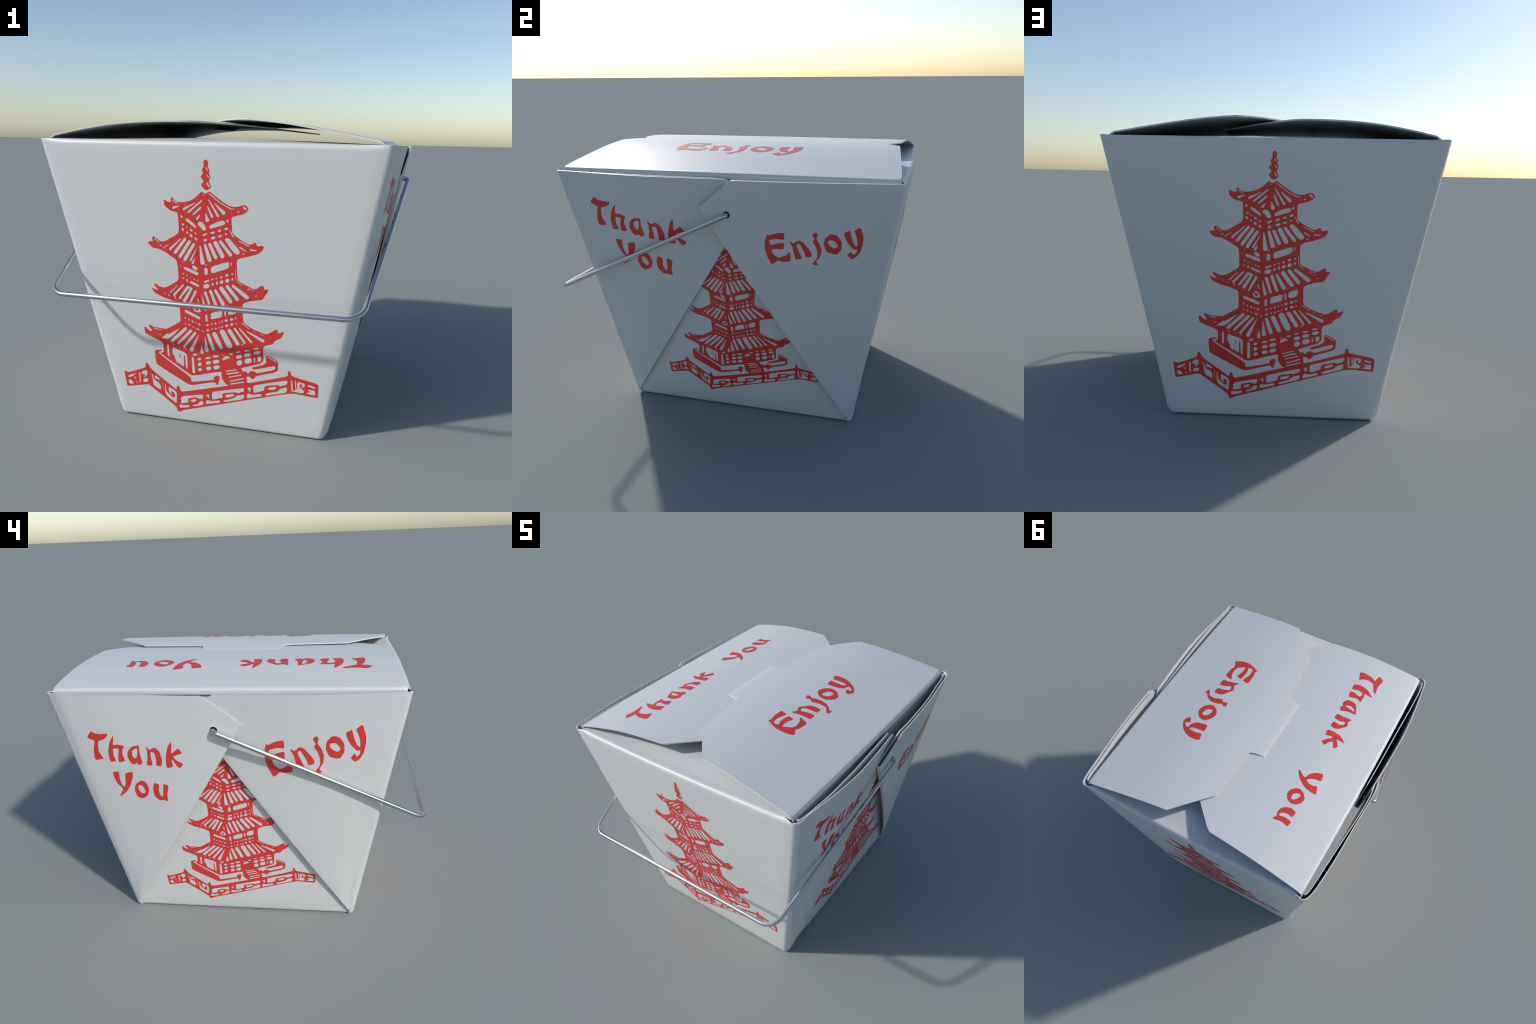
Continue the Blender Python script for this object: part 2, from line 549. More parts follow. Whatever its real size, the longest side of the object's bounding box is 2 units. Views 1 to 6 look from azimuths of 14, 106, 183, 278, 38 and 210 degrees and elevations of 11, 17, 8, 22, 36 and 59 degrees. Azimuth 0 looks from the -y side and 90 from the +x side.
def draw_fence(p):
    outline = []
    outline.extend([
        (-230, 237), (-226, 233), (-222, 255), (-213, 258), (-206, 251), (-206, 234), (-194, 224), (166, 323),
        (183, 326), (314, 366), (376, 387), (382, 393), (381, 412), (387, 417), (395, 412), (398, 397),
        (407, 389), (522, 366), (535, 359),
    ])
    outline.extend([
        (533, 293), (527, 287), (418, 297), (380, 292), (164, 227), (-34, 165), (-194, 117), (-217, 102),
        (-228, 105), (-230, 123), (-247, 141), (-382, 243), (-392, 244), (-510, 217), (-514, 222), (-522, 304),
        (-519, 310), (-507, 302), (-494, 302), (-393, 341), (-390, 367), (-383, 371), (-376, 363), (-364, 341),
        (-351, 328),
    ])
    p.ink(outline)
    # fretwork openings, left wing
    p.paper([
        (-504, 277), (-500, 283), (-458, 301), (-455, 297), (-479, 278), (-499, 270),
    ])
    p.paper([
        (-503, 254), (-491, 262), (-472, 241), (-479, 235), (-497, 231), (-504, 242),
    ])
    p.paper([
        (-422, 307), (-408, 324), (-386, 325), (-386, 305), (-398, 287), (-413, 283), (-400, 297), (-421, 302),
    ])
    p.paper([
        (-417, 267), (-406, 277), (-385, 277), (-386, 262), (-403, 254), (-415, 255),
    ])
    p.paper([
        (-362, 310), (-355, 304), (-352, 279), (-320, 257), (-313, 241), (-316, 218), (-357, 242), (-359, 275),
    ])
    p.paper([
        (-346, 301), (-337, 303), (-314, 282), (-316, 276), (-332, 284), (-345, 283),
    ])
    p.paper([
        (-292, 254), (-286, 260), (-283, 215), (-268, 200), (-245, 181), (-238, 191), (-238, 209), (-253, 222),
        (-259, 216), (-251, 202), (-257, 199), (-271, 215), (-271, 243), (-256, 240), (-226, 221), (-225, 201),
        (-231, 153), (-236, 154), (-283, 187), (-292, 203),
    ])
    p.dots([
        (-462, 273, 6.5, 4.6), (-455, 248, 4.6, 3.9), (-326, 265, 3.3, 2.6),
    ])
    p.gaps([
        (-433, 306, -434, 253, 8, 8), (-368, 313, -367, 300, 3, 3), (-304, 267, -302, 220, 3, 3),
    ])
    # fretwork openings, long front run
    p.paper([
        (-205, 186), (-196, 199), (-78, 226), (-75, 215), (-82, 195), (-107, 198), (-116, 203), (-157, 192),
        (-164, 182), (-161, 166), (-200, 155), (-206, 158),
    ])
    p.paper([
        (-152, 183), (-118, 194), (-117, 182), (-125, 174), (-145, 171),
    ])
    p.paper([
        (-215, 149), (-193, 145), (-159, 153), (-156, 145), (-161, 138), (-212, 126), (-216, 130),
    ])
    p.paper([
        (-141, 153), (-110, 164), (-100, 181), (-78, 188), (-76, 172), (-84, 161), (-134, 146),
    ])
    p.paper([
        (-62, 220), (-53, 228), (-42, 228), (-43, 211), (-50, 205), (-51, 220), (-59, 216),
    ])
    p.paper([
        (-64, 170), (-62, 188), (-55, 196), (-35, 192), (12, 203), (19, 197), (12, 189), (-34, 177),
    ])
    p.paper([
        (-27, 237), (-22, 249), (145, 293), (152, 288), (149, 273), (114, 258), (104, 263), (40, 249),
        (31, 241), (33, 221), (-20, 203), (-28, 207),
    ])
    p.paper([
        (44, 239), (93, 254), (94, 243), (83, 233), (49, 224),
    ])
    p.paper([
        (33, 204), (90, 226), (107, 242), (146, 256), (150, 249), (148, 234), (136, 225), (44, 198),
        (35, 199),
    ])
    p.paper([
        (166, 291), (177, 301), (187, 299), (185, 280), (177, 273), (174, 287),
    ])
    p.paper([
        (163, 244), (167, 262), (178, 266), (192, 260), (241, 272), (245, 267), (239, 257), (169, 237),
        (164, 238),
    ])
    p.paper([
        (199, 304), (204, 317), (373, 364), (381, 357), (374, 341), (340, 326), (329, 334), (267, 320),
        (257, 308), (259, 293), (209, 273), (200, 277),
    ])
    p.paper([
        (271, 310), (319, 324), (323, 316), (313, 306), (277, 299), (280, 307),
    ])
    p.paper([
        (262, 273), (275, 282), (327, 297), (337, 313), (368, 325), (377, 324), (373, 299), (363, 293),
        (269, 265), (262, 267),
    ])
    # fretwork openings, right wing
    p.gaps([
        (400, 364, 402, 317, 8, 8), (419, 366, 422, 316, 6, 6),
    ])
    p.paper([
        (427, 358), (432, 364), (464, 359), (467, 352), (463, 337), (455, 335), (449, 340), (454, 352),
        (443, 353), (439, 344), (442, 334), (462, 320), (463, 312), (456, 303), (399, 307), (396, 311),
        (428, 318),
    ])
    p.paper([
        (480, 351), (485, 354), (520, 345), (518, 337), (510, 337), (482, 345),
    ])
    p.paper([
        (479, 328), (517, 327), (520, 312), (519, 299), (475, 304), (477, 311), (497, 316), (481, 323),
    ])


SIDE_THANK_YOU = {}
SIDE_THANK_YOU['T'] = [
    (-713, 1266), (-693, 1254), (-661, 1250), (-623, 1255), (-621, 1247), (-637, 1227), (-658, 1215), (-681, 1208), (-689, 1183),
    (-693, 1144), (-675, 1104), (-674, 1100), (-721, 1089), (-727, 1106), (-719, 1159), (-701, 1210), (-727, 1218), (-741, 1227),
    (-736, 1236),
]
SIDE_THANK_YOU['h'] = [
    (-592, 1244), (-591, 1233), (-603, 1186), (-573, 1191), (-539, 1180), (-552, 1168), (-561, 1132), (-551, 1091), (-586, 1081),
    (-589, 1100), (-583, 1132), (-573, 1167), (-601, 1167), (-608, 1161), (-612, 1123), (-602, 1089), (-636, 1082), (-640, 1106),
    (-637, 1154), (-620, 1201),
]
SIDE_THANK_YOU['a'] = [
    (-463, 1194), (-458, 1182), (-461, 1136), (-453, 1079), (-482, 1069), (-486, 1085), (-502, 1070), (-522, 1082), (-533, 1117),
    (-527, 1149), (-504, 1177), (-480, 1186), (-468, 1184),
]
SIDE_THANK_YOU['a_hole'] = [
    (-477, 1172), (-468, 1167), (-477, 1127), (-489, 1107), (-505, 1122), (-502, 1154),
]
SIDE_THANK_YOU['n'] = [
    (-422, 1185), (-403, 1162), (-375, 1180), (-350, 1159), (-340, 1108), (-349, 1067), (-378, 1070), (-374, 1107), (-377, 1146),
    (-392, 1153), (-402, 1145), (-399, 1068), (-433, 1071), (-421, 1113), (-417, 1160),
]
SIDE_THANK_YOU['k'] = [
    (-278, 1217), (-276, 1203), (-286, 1142), (-243, 1180), (-226, 1153), (-229, 1148), (-269, 1134), (-278, 1125), (-259, 1104),
    (-225, 1087), (-245, 1060), (-261, 1068), (-283, 1114), (-288, 1110), (-284, 1065), (-321, 1058), (-321, 1101), (-312, 1148),
    (-296, 1191),
]
SIDE_THANK_YOU['Y'] = [
    (-640, 1018), (-600, 1024), (-606, 976), (-599, 934), (-586, 922), (-575, 952), (-568, 1013), (-522, 1025), (-525, 996),
    (-550, 936), (-581, 892), (-622, 860), (-626, 864), (-596, 911), (-624, 942), (-636, 983),
]
SIDE_THANK_YOU['o'] = [
    (-480, 973), (-453, 958), (-443, 916), (-460, 872), (-494, 852), (-519, 861), (-532, 903), (-519, 946),
]
SIDE_THANK_YOU['o_hole'] = [
    (-498, 943), (-479, 937), (-467, 906), (-472, 889), (-492, 886), (-506, 909), (-506, 930),
]
SIDE_THANK_YOU['u'] = [
    (-408, 961), (-380, 951), (-389, 910), (-384, 881), (-375, 870), (-366, 886), (-357, 958), (-327, 947), (-344, 887),
    (-345, 844), (-356, 848), (-366, 852), (-393, 848), (-419, 875), (-421, 926),
]
SIDE_ENJOY = {}
SIDE_ENJOY['E'] = [
    (262, 1195), (272, 1188), (304, 1202), (346, 1208), (351, 1199), (349, 1168), (313, 1173), (276, 1166), (270, 1161),
    (277, 1135), (318, 1149), (348, 1153), (344, 1115), (309, 1118), (279, 1111), (286, 1090), (313, 1067), (349, 1079),
    (377, 1106), (379, 1089), (376, 1050), (334, 1047), (311, 1053), (281, 1029), (272, 1038), (257, 1072), (247, 1110),
    (246, 1148),
]
SIDE_ENJOY['n'] = [
    (373, 1165), (398, 1152), (422, 1172), (442, 1164), (468, 1132), (487, 1103), (486, 1084), (457, 1079), (451, 1105),
    (431, 1145), (422, 1155), (409, 1143), (426, 1099), (438, 1070), (404, 1062), (396, 1101), (390, 1135),
]
SIDE_ENJOY['j'] = [
    (509, 1218), (518, 1205), (510, 1183), (526, 1158), (537, 1121), (528, 1083), (511, 1063), (509, 1052), (519, 1046),
    (514, 1038), (497, 1039), (490, 1050), (513, 1075), (517, 1105), (509, 1138), (492, 1167), (503, 1182), (492, 1200),
    (492, 1208),
]
SIDE_ENJOY['o'] = [
    (583, 1213), (615, 1204), (636, 1173), (635, 1133), (615, 1104), (595, 1102), (562, 1115), (547, 1151), (553, 1185),
]
SIDE_ENJOY['o_hole'] = [
    (571, 1178), (596, 1178), (615, 1158), (615, 1140), (599, 1135), (576, 1149), (566, 1165),
]
SIDE_ENJOY['y'] = [
    (646, 1221), (677, 1233), (680, 1208), (690, 1172), (700, 1154), (708, 1147), (712, 1158), (710, 1195), (695, 1233),
    (722, 1251), (728, 1245), (740, 1203), (739, 1167), (727, 1122), (704, 1088), (681, 1079), (662, 1101), (684, 1121),
    (688, 1106), (696, 1103), (709, 1118), (710, 1133), (694, 1132), (671, 1157), (655, 1185),
]
LID_ENJOY = {}
LID_ENJOY['E'] = [
    (-384, -439), (-397, -408), (-404, -369), (-400, -324), (-384, -282), (-360, -243), (-353, -244), (-350, -252), (-320, -244),
    (-268, -242), (-232, -247), (-235, -259), (-243, -292), (-273, -285), (-312, -271), (-358, -276), (-365, -292), (-362, -317),
    (-328, -304), (-281, -305), (-248, -312), (-264, -353), (-293, -339), (-329, -334), (-358, -337), (-359, -347), (-331, -392),
    (-302, -398), (-258, -392), (-222, -370), (-219, -377), (-239, -430), (-268, -431), (-311, -426), (-336, -413),
]
LID_ENJOY['n'] = [
    (-198, -424), (-194, -390), (-199, -340), (-209, -303), (-199, -303), (-176, -321), (-149, -308), (-134, -305), (-107, -325),
    (-77, -349), (-67, -380), (-70, -420), (-114, -420), (-114, -367), (-126, -332), (-137, -325), (-166, -337), (-156, -356),
    (-147, -387), (-146, -425),
]
LID_ENJOY['j'] = [
    (-78, -466), (-48, -442), (-36, -441), (-26, -417), (-24, -384), (-38, -328), (-20, -320), (-18, -306), (-26, -282),
    (6, -273), (13, -281), (10, -296), (-1, -314), (10, -336), (13, -376), (4, -413), (-16, -442), (-43, -461),
    (-35, -475), (-56, -479), (-71, -473),
]
LID_ENJOY['o'] = [
    (40, -384), (38, -354), (54, -326), (76, -306), (105, -296), (131, -305), (157, -324), (171, -346), (171, -377),
    (150, -408), (117, -429), (88, -427), (61, -413),
]
LID_ENJOY['o_hole'] = [
    (74, -368), (71, -338), (92, -335), (119, -343), (136, -361), (132, -391), (110, -392), (88, -385),
]
LID_ENJOY['y'] = [
    (187, -444), (219, -426), (229, -428), (230, -449), (241, -457), (258, -440), (269, -420), (262, -416), (233, -409),
    (209, -383), (202, -346), (200, -302), (227, -296), (254, -296), (252, -323), (252, -365), (258, -392), (274, -401),
    (281, -377), (282, -340), (276, -299), (306, -288), (326, -284), (333, -316), (331, -358), (315, -401), (285, -442),
    (258, -463), (228, -477), (211, -472), (196, -466),
]
LID_THANK_YOU = {}
LID_THANK_YOU['T'] = [
    (-714, 398), (-721, 428), (-714, 486), (-696, 518), (-725, 521), (-756, 531), (-731, 568), (-668, 556), (-625, 561),
    (-596, 567), (-609, 547), (-643, 530), (-671, 519), (-678, 480), (-669, 444), (-645, 419), (-685, 405),
]
LID_THANK_YOU['h'] = [
    (-593, 405), (-609, 445), (-601, 502), (-576, 541), (-556, 561), (-556, 545), (-560, 502), (-531, 510), (-473, 507),
    (-490, 490), (-491, 465), (-476, 420), (-522, 406), (-529, 434), (-514, 483), (-537, 492), (-559, 482), (-562, 450),
    (-545, 410),
]
LID_THANK_YOU['a'] = [
    (-448, 429), (-452, 466), (-437, 495), (-402, 510), (-366, 525), (-363, 509), (-363, 474), (-341, 417), (-373, 408),
    (-384, 420), (-407, 404), (-433, 414),
]
LID_THANK_YOU['a_hole'] = [
    (-392, 432), (-408, 444), (-412, 473), (-400, 498), (-381, 507), (-387, 472),
]
LID_THANK_YOU['n'] = [
    (-307, 413), (-306, 459), (-315, 519), (-304, 516), (-284, 504), (-252, 517), (-234, 502), (-201, 475), (-190, 446),
    (-198, 417), (-239, 420), (-234, 468), (-250, 494), (-275, 491), (-263, 454), (-266, 411),
]
LID_THANK_YOU['k'] = [
    (-160, 412), (-165, 459), (-161, 504), (-138, 540), (-124, 560), (-124, 535), (-124, 495), (-98, 519), (-74, 532),
    (-46, 510), (-95, 490), (-83, 470), (-39, 450), (-59, 421), (-87, 439), (-115, 471), (-128, 465), (-114, 421),
]
LID_THANK_YOU['Y'] = [
    (204, 398), (228, 430), (240, 453), (199, 468), (168, 502), (153, 544), (208, 555), (212, 524), (224, 490),
    (249, 468), (263, 493), (263, 526), (252, 549), (309, 570), (309, 534), (299, 484), (270, 439), (232, 406),
    (210, 396),
]
LID_THANK_YOU['o'] = [
    (332, 440), (326, 470), (341, 500), (373, 523), (403, 519), (434, 495), (442, 463), (429, 432), (396, 410),
    (361, 415),
]
LID_THANK_YOU['o_hole'] = [
    (365, 454), (355, 477), (364, 492), (395, 482), (416, 461), (411, 446), (384, 444),
]
LID_THANK_YOU['u'] = [
    (477, 454), (469, 485), (480, 521), (520, 515), (514, 474), (525, 444), (544, 436), (551, 440), (543, 474),
    (545, 507), (554, 526), (590, 516), (577, 477), (587, 417), (578, 417), (561, 430), (536, 420), (500, 426),
]


def word(glyphs, names):
    p = Picture()
    for n in names:
        p.layers.append((soften(glyphs[n], 2, 0.14), not n.endswith("_hole")))
    return p.flat(refine=20.0)


def pagoda():
    p = Picture()
    draw_fence(p)
    draw_tower(p)
    draw_platform(p)
    draw_top_storey(p)
    draw_second_storey(p)
    draw_third_storey(p)
    draw_house(p)
    return p.flat()


# ------------------------------------------------------------------ the box
box = bpy.data.objects.new("takeout_box", None)
bpy.context.scene.collection.objects.link(box)
box["label"] = "white folded paper takeout box with red pagoda print and wire handle"
box["category"] = "food container"


def half_width(z):
    return lerp(HALF_W0, HALF_W1, z / RIM)


def bow(end, x, z):
    """The end walls belly out a little in the middle."""
    across = max(0.0, math.cos(math.pi / 2 * min(1, abs(x) / half_width(z)))) ** 1.15
    t = min(1, max(z, 0) / 1.05)
    up = t * t * (3 - 2 * t) * 0.75 + 0.25 * t
    depth = 0.0165 - 0.0045 * max(0.0, (z - 1.1) / 0.372) if end > 0 else 0.0145
    return across * up * depth


def wall_y(end, x, z):
    if end > 0:
        return lerp(BACK0, BACK1, z / RIM) + bow(1, x, z)
    return lerp(FRONT0, FRONT1, z / RIM) - bow(-1, x, z)


def end_wall(end, name):
    """Front (end=-1) or back (end=+1) wall: a flat face, round upright folds, round foot and lip."""
    cols = []       # (fraction along the flat face, turn angle, side)
    n = 28
    for k in range(7, 0, -1):
        cols.append((-1.0, TURN * k / 7))
    for k in range(n + 1):
        cols.append((-1 + 2 * k / n, 0.0))
    for k in range(1, 8):
        cols.append((1.0, TURN * k / 7))
    rows = []       # (z, inset, lip inset)
    for k in range(6):
        a = math.pi / 2 * k / 6
        rows.append((FOOT * (1 - math.cos(a)), FOOT * (1 - math.sin(a)), 0.0))
    zs = np.linspace(FOOT, RIM - LIP, 24)
    rows += [(z, 0.0, 0.0) for z in zs]
    for k in range(1, 8):
        a = math.pi / 2 * k / 7
        rows.append((RIM - LIP * (1 - math.sin(a)), 0.0, LIP * (1 - math.cos(a))))
    verts = []
    for frac, turn in cols:
        for z, inset, lip in rows:
            w = half_width(z)
            side = 1 if frac > 0 else -1
            x = frac * (w - CORNER) + side * CORNER * math.sin(turn)
            y = wall_y(end, x if turn == 0 else side * w, z) - end * CORNER * (1 - math.cos(turn))
            k = min(1.0, max(0.0, (0.776 - abs(x)) / 0.02)) if turn == 0 else 0.0
            push = inset + lip * k
            verts.append((x - side * math.sin(turn) * push, y - end * math.cos(turn) * push, z))
    return finish(name, verts, grid_faces(len(cols), len(rows), flip=end > 0), WHITE, box, PAPER, 50)


front_wall = end_wall(-1, "front_wall")
back_wall = end_wall(1, "back_wall")


def end_flap(end, name):
    """Flap folded in from the end wall, almost flat and slightly crowned, below the lid flaps."""
    depth, n_d, n_x = 0.44, 16, 24
    verts = []
    for i in range(n_x + 1):
        u = -1 + 2 * i / n_x
        for j in range(n_d + 1):
            d = depth * (j / n_d) ** 1.3
            half = 0.770 - 0.10 * d if d < 0.3 else 0.740 - 1.4 * (d - 0.3)
            x = u * half
            y0 = wall_y(end, x, RIM) - end * LIP
            t = min(1.0, d / 0.16)
            rise = 0.0145 * t * t * (3 - 2 * t)
            z = RIM + rise * math.cos(math.pi / 2 * min(1, abs(x) / 0.80)) ** 1.6
            verts.append((x, y0 - end * d, z))
    return finish(name, verts, grid_faces(n_x + 1, n_d + 1, flip=end > 0), WHITE, box, PAPER, 50)


end_flap(-1, "end_flap")
end_flap(1, "end_flap")

def side_x(y, z):
    """The side walls belly out too, right from the foot."""
    across = max(0.0, math.cos(math.pi / 2 * min(1, abs(y - MID_Y) / 0.70)))
    up = np.interp(z, [0, 0.04, 0.12, 0.6, 1.0, 1.2, 1.44], [0, 0.45, 0.8, 1.05, 1.05, 0.7, 0])
    return lerp(0.545, 0.783, z / RIM) + 0.019 * across * up


# base plate
bw, b0, b1 = side_x(9, 0) - FOOT - 0.001, FRONT0 + FOOT - 0.001, BACK0 - FOOT + 0.001
finish("base_panel",
       [(-bw, b0, 0.0), (bw, b0, 0.0), (bw, b1, 0.0), (-bw, b1, 0.0),
        (-bw, b0, PAPER), (bw, b0, PAPER), (bw, b1, PAPER), (-bw, b1, PAPER)],
       [(3, 2, 1, 0), (4, 5, 6, 7), (0, 1, 5, 4), (1, 2, 6, 5), (2, 3, 7, 6), (3, 0, 4, 7)], WHITE, box)


def side_wall(side, name):
    """Flat triangular-looking wall behind the gussets, with a round foot."""
    rows = []
    for k in range(6):
        a = math.pi / 2 * k / 6
        rows.append((FOOT * (1 - math.cos(a)), FOOT * (1 - math.sin(a))))
    rows += [(z, 0.0) for z in sorted(set(np.linspace(FOOT, RIM - 0.018, 24).round(4)) | {0.04, 0.08, 0.12, 0.6, 1.0, 1.2, 1.44})]
    n = 24
    verts = []
    for i in range(n + 1):
        for z, inset in rows:
            y = lerp(wall_y(-1, 1, z) + 0.022, wall_y(1, 1, z) - 0.022, i / n)
            verts.append((side * (side_x(y, z) - inset), y, z))
    return finish(name, verts, grid_faces(n + 1, len(rows), flip=side < 0), WHITE, box, PAPER, 50)


side_walls = {s: side_wall(s, "side_wall") for s in (1, -1)}

# ------------------------------------------------------------------ gussets
# Plan of each gusset at rim height, (y, x): outer layer from the upright fold to the
# diagonal fold, then the inner layer back to the corner. Lower down it shrinks as a cone.
CONE_TOP = 1.468
HOLE_Z, HOLE_R = 1.286, 0.019
GUSSETS = {
    (1, 1): dict(outer=[(0.90, 0.837), (0.77, 0.850), (0.55, 0.872), (0.32, 0.885), (0.15, 0.887), (0.03, 0.884), (-0.130, 0.876)],
                 inner=[(-0.130, 0.844), (0.03, 0.853), (0.15, 0.860), (0.32, 0.861), (0.56, 0.849), (0.80, 0.822)],
                 chamfer=(0.147, 1.467), tip=(-0.042, 1.310)),
    (1, -1): dict(outer=[(-0.76, 0.829), (-0.58, 0.853), (-0.36, 0.869), (-0.15, 0.863), (0.10, 0.846), (0.311, 0.836)],
                  inner=[(0.311, 0.806), (0.10, 0.811), (-0.28, 0.827), (-0.43, 0.829), (-0.58, 0.829), (-0.73, 0.819)],
                  chamfer=(0.118, 1.465), tip=(0.208, 1.310)),
    (-1, 1): dict(outer=[(0.90, 0.841), (0.78, 0.852), (0.65, 0.860), (0.43, 0.866), (0.24, 0.875), (0.15, 0.878), (0.03, 0.879), (-0.130, 0.874)],
                  inner=[(-0.130, 0.843), (0.03, 0.851), (0.23, 0.858), (0.41, 0.848), (0.62, 0.832), (0.80, 0.819)],
                  chamfer=(0.147, 1.467), tip=(-0.042, 1.310)),
    (-1, -1): dict(outer=[(-0.78, 0.835), (-0.58, 0.856), (-0.37, 0.868), (-0.16, 0.865), (0.043, 0.856), (0.311, 0.842)],
                   inner=[(0.311, 0.806), (0.11, 0.808), (-0.08, 0.811), (-0.35, 0.813), (-0.61, 0.817), (-0.75, 0.816)],
                   chamfer=(0.118, 1.465), tip=(0.208, 1.310)),
}


def gusset_root(end, z):
    """Where the upright fold ends and the gusset begins, at height z (plan y, x)."""
    w = half_width(z)
    return np.array((wall_y(end, 1, z) - end * CORNER * (1 - math.cos(TURN)),
                     w - CORNER + CORNER * math.sin(TURN)))


# outward swell of the folded layers along the diagonal fold, by height along the paper ray
SWELL_AT = [0, 0.03, 0.07, 0.2, 0.4, 0.6, 0.75, 0.9, 1.0]
SWELL = {(1, -1): [0, 0.003, 0.010, 0.020, 0.020, 0.012, 0.004, 0.001, 0],
         (-1, -1): [0, 0.003, 0.010, 0.020, 0.020, 0.012, 0.004, 0.001, 0],
         (1, 1): [0, 0.003, 0.011, 0.026, 0.031, 0.027, 0.018, 0.006, 0],
         (-1, 1): [0, 0.003, 0.011, 0.027, 0.033, 0.030, 0.023, 0.010, 0.002]}


class Gusset:
    def __init__(self, side, end):
        g = GUSSETS[(side, end)]
        self.side, self.end = side, end
        self.apex_x = gusset_root(end, 0.0)[1]
        self.root0, self.fold0 = gusset_root(end, 0.0)[0], wall_y(end, 1, 0.0)
        root = gusset_root(end, CONE_TOP)
        self.root1, self.fold1 = root[0], g["outer"][-1][0]
        self.chamfer, self.tip = g["chamfer"], g["tip"]
        self.outer = catmull([root] + g["outer"], 6)
        self.outer[-1, 0] += end * 0.006
        inner = catmull(g["inner"], 6)
        a, b = self.outer[-1], inner[0]
        fold = []
        r = (a[1] - b[1]) / 2
        for k in range(1, 8):                   # round diagonal fold
            t = math.pi * k / 8
            fold.append(((a[0] + b[0]) / 2 - end * 0.007 * math.sin(t), (a[1] + b[1]) / 2 + r * math.cos(t)))
        c = inner[-1]
        corner = []                              # U-turn into the side wall
        e = np.array((root[0] - end * 0.018, side_x(root[0], CONE_TOP) + 0.012))
        for k in range(1, 9):
            t = k / 8
            m = np.array((root[0] + end * 0.006, (c[1] + e[1]) / 2 + 0.004))
            corner.append((1 - t) ** 2 * np.array(c) + 2 * t * (1 - t) * m + t * t * e)
        self.plan = np.vstack([self.outer, fold, inner, corner])

    def along(self, y_top):
        """0 at the upright fold, 1 at the diagonal fold."""
        return min(1.0, max(0.0, (y_top - self.root1) / (self.fold1 - self.root1)))

    def foot_y(self, y_top):
        return lerp(self.root0, self.fold0, self.along(y_top))

    def swell(self, y_top, lam):
        s = self.along(y_top)
        s = s * s * (3 - 2 * s) if self.end < 0 else 1.35 * s - 0.35 * s * s
        return s * np.interp(lam, SWELL_AT, SWELL[(self.side, self.end)])

    def reach(self, y_top):
        """How far a paper ray runs from the foot, as a fraction of the cone height."""
        y0 = self.foot_y(y_top)
        t = (y_top - self.root1) / (self.chamfer[0] - self.root1)
        lam = lerp(RIM, self.chamfer[1], min(1, max(0, t))) / CONE_TOP
        (ya, za), (yb, zb) = self.chamfer, self.tip
        # ray (y0 + (y_top - y0) t, CONE_TOP t) against the chamfer line
        dy, dz = yb - ya, zb - za
        den = (y_top - y0) * dz - CONE_TOP * dy
        if abs(den) > 1e-9:
            t = ((ya - y0) * dz - za * dy) / den
            if 0 < t < lam:
                lam = t
        return lam

    def x_at(self, y, z):
        """x of the outer face at (y, z)."""
        lam = max(z, 0.02) / CONE_TOP
        k = (self.fold0 - self.root0) / (self.fold1 - self.root1)
        y_top = (y - (1 - lam) * (self.root0 - k * self.root1)) / ((1 - lam) * k + lam)
        o = self.outer[np.argsort(self.outer[:, 0])]
        return lerp(self.apex_x, np.interp(y_top, o[:, 0], o[:, 1]), lam) + self.swell(y_top, lam)

    def build(self, name, cutter):
        rows = 40
        verts = []
        for y_top, x_top in self.plan:
            lam_max = self.reach(y_top)
            for j in range(rows):
                lam = lerp(0.006, lam_max, (j / (rows - 1)) ** 1.3)
                tuck = 0.034 * max(0.0, 1 - CONE_TOP * lam / 0.036) ** 1.4      # tucked in at the foot
                verts.append((self.side * (lerp(self.apex_x, x_top, lam) + self.swell(y_top, lam) - tuck),
                              lerp(self.foot_y(y_top), y_top, lam) - self.end * tuck, CONE_TOP * lam))
        flip = (self.side * self.end) < 0
        return finish(name, verts, grid_faces(len(self.plan), rows, flip=not flip), WHITE, box, 0.0055, 40, [cutter])


def punch(side, y):
    bm = bmesh.new()
    bmesh.ops.create_cone(bm, cap_ends=True, segments=24, radius1=HOLE_R, radius2=HOLE_R, depth=0.3)
    me = bpy.data.meshes.new("punch")
    bm.to_mesh(me)
    bm.free()
    ob = bpy.data.objects.new("punch", me)
    bpy.context.scene.collection.objects.link(ob)
    ob.rotation_euler = (0, math.pi / 2, 0)
    ob.location = (side * 0.88, y, HOLE_Z)
    bpy.context.view_layer.update()
    return ob


HOLE_Y = {1: 0.113, -1: 0.104}
gussets, gusset_objects = {}, {}
for side in (1, -1):
    cutter = punch(side, HOLE_Y[side])
    for end in (-1, 1):
        g = Gusset(side, end)
        gussets[(side, end)] = g
        gusset_objects[(side, end)] = g.build("corner_gusset", cutter)
    bpy.data.objects.remove(cutter)

# ------------------------------------------------------------------ lid flaps
# (x, z) of the upper face, from the fold on the side wall to the free edge
LID_ENJOY_PROFILE = [(0.7805, 1.452), (0.7835, 1.470), (0.7805, 1.4805), (0.772, 1.4862), (0.735, 1.4935), (0.66, 1.5075),
                     (0.589, 1.5205), (0.427, 1.548), (0.30, 1.5655), (0.175, 1.5765), (0.07, 1.5785),
                     (-0.03, 1.5750), (-0.10, 1.5712), (-0.150, 1.5660), (-0.185, 1.5540), (-0.215, 1.540)]
LID_THANKS_PROFILE = [(-0.7815, 1.452), (-0.7845, 1.470), (-0.7815, 1.4805), (-0.774, 1.4866), (-0.735, 1.4965),
                      (-0.653, 1.515), (-0.515, 1.540), (-0.391, 1.554), (-0.244, 1.562), (-0.11, 1.5635),
                      (0.0, 1.560), (0.15, 1.550), (0.31, 1.533)]
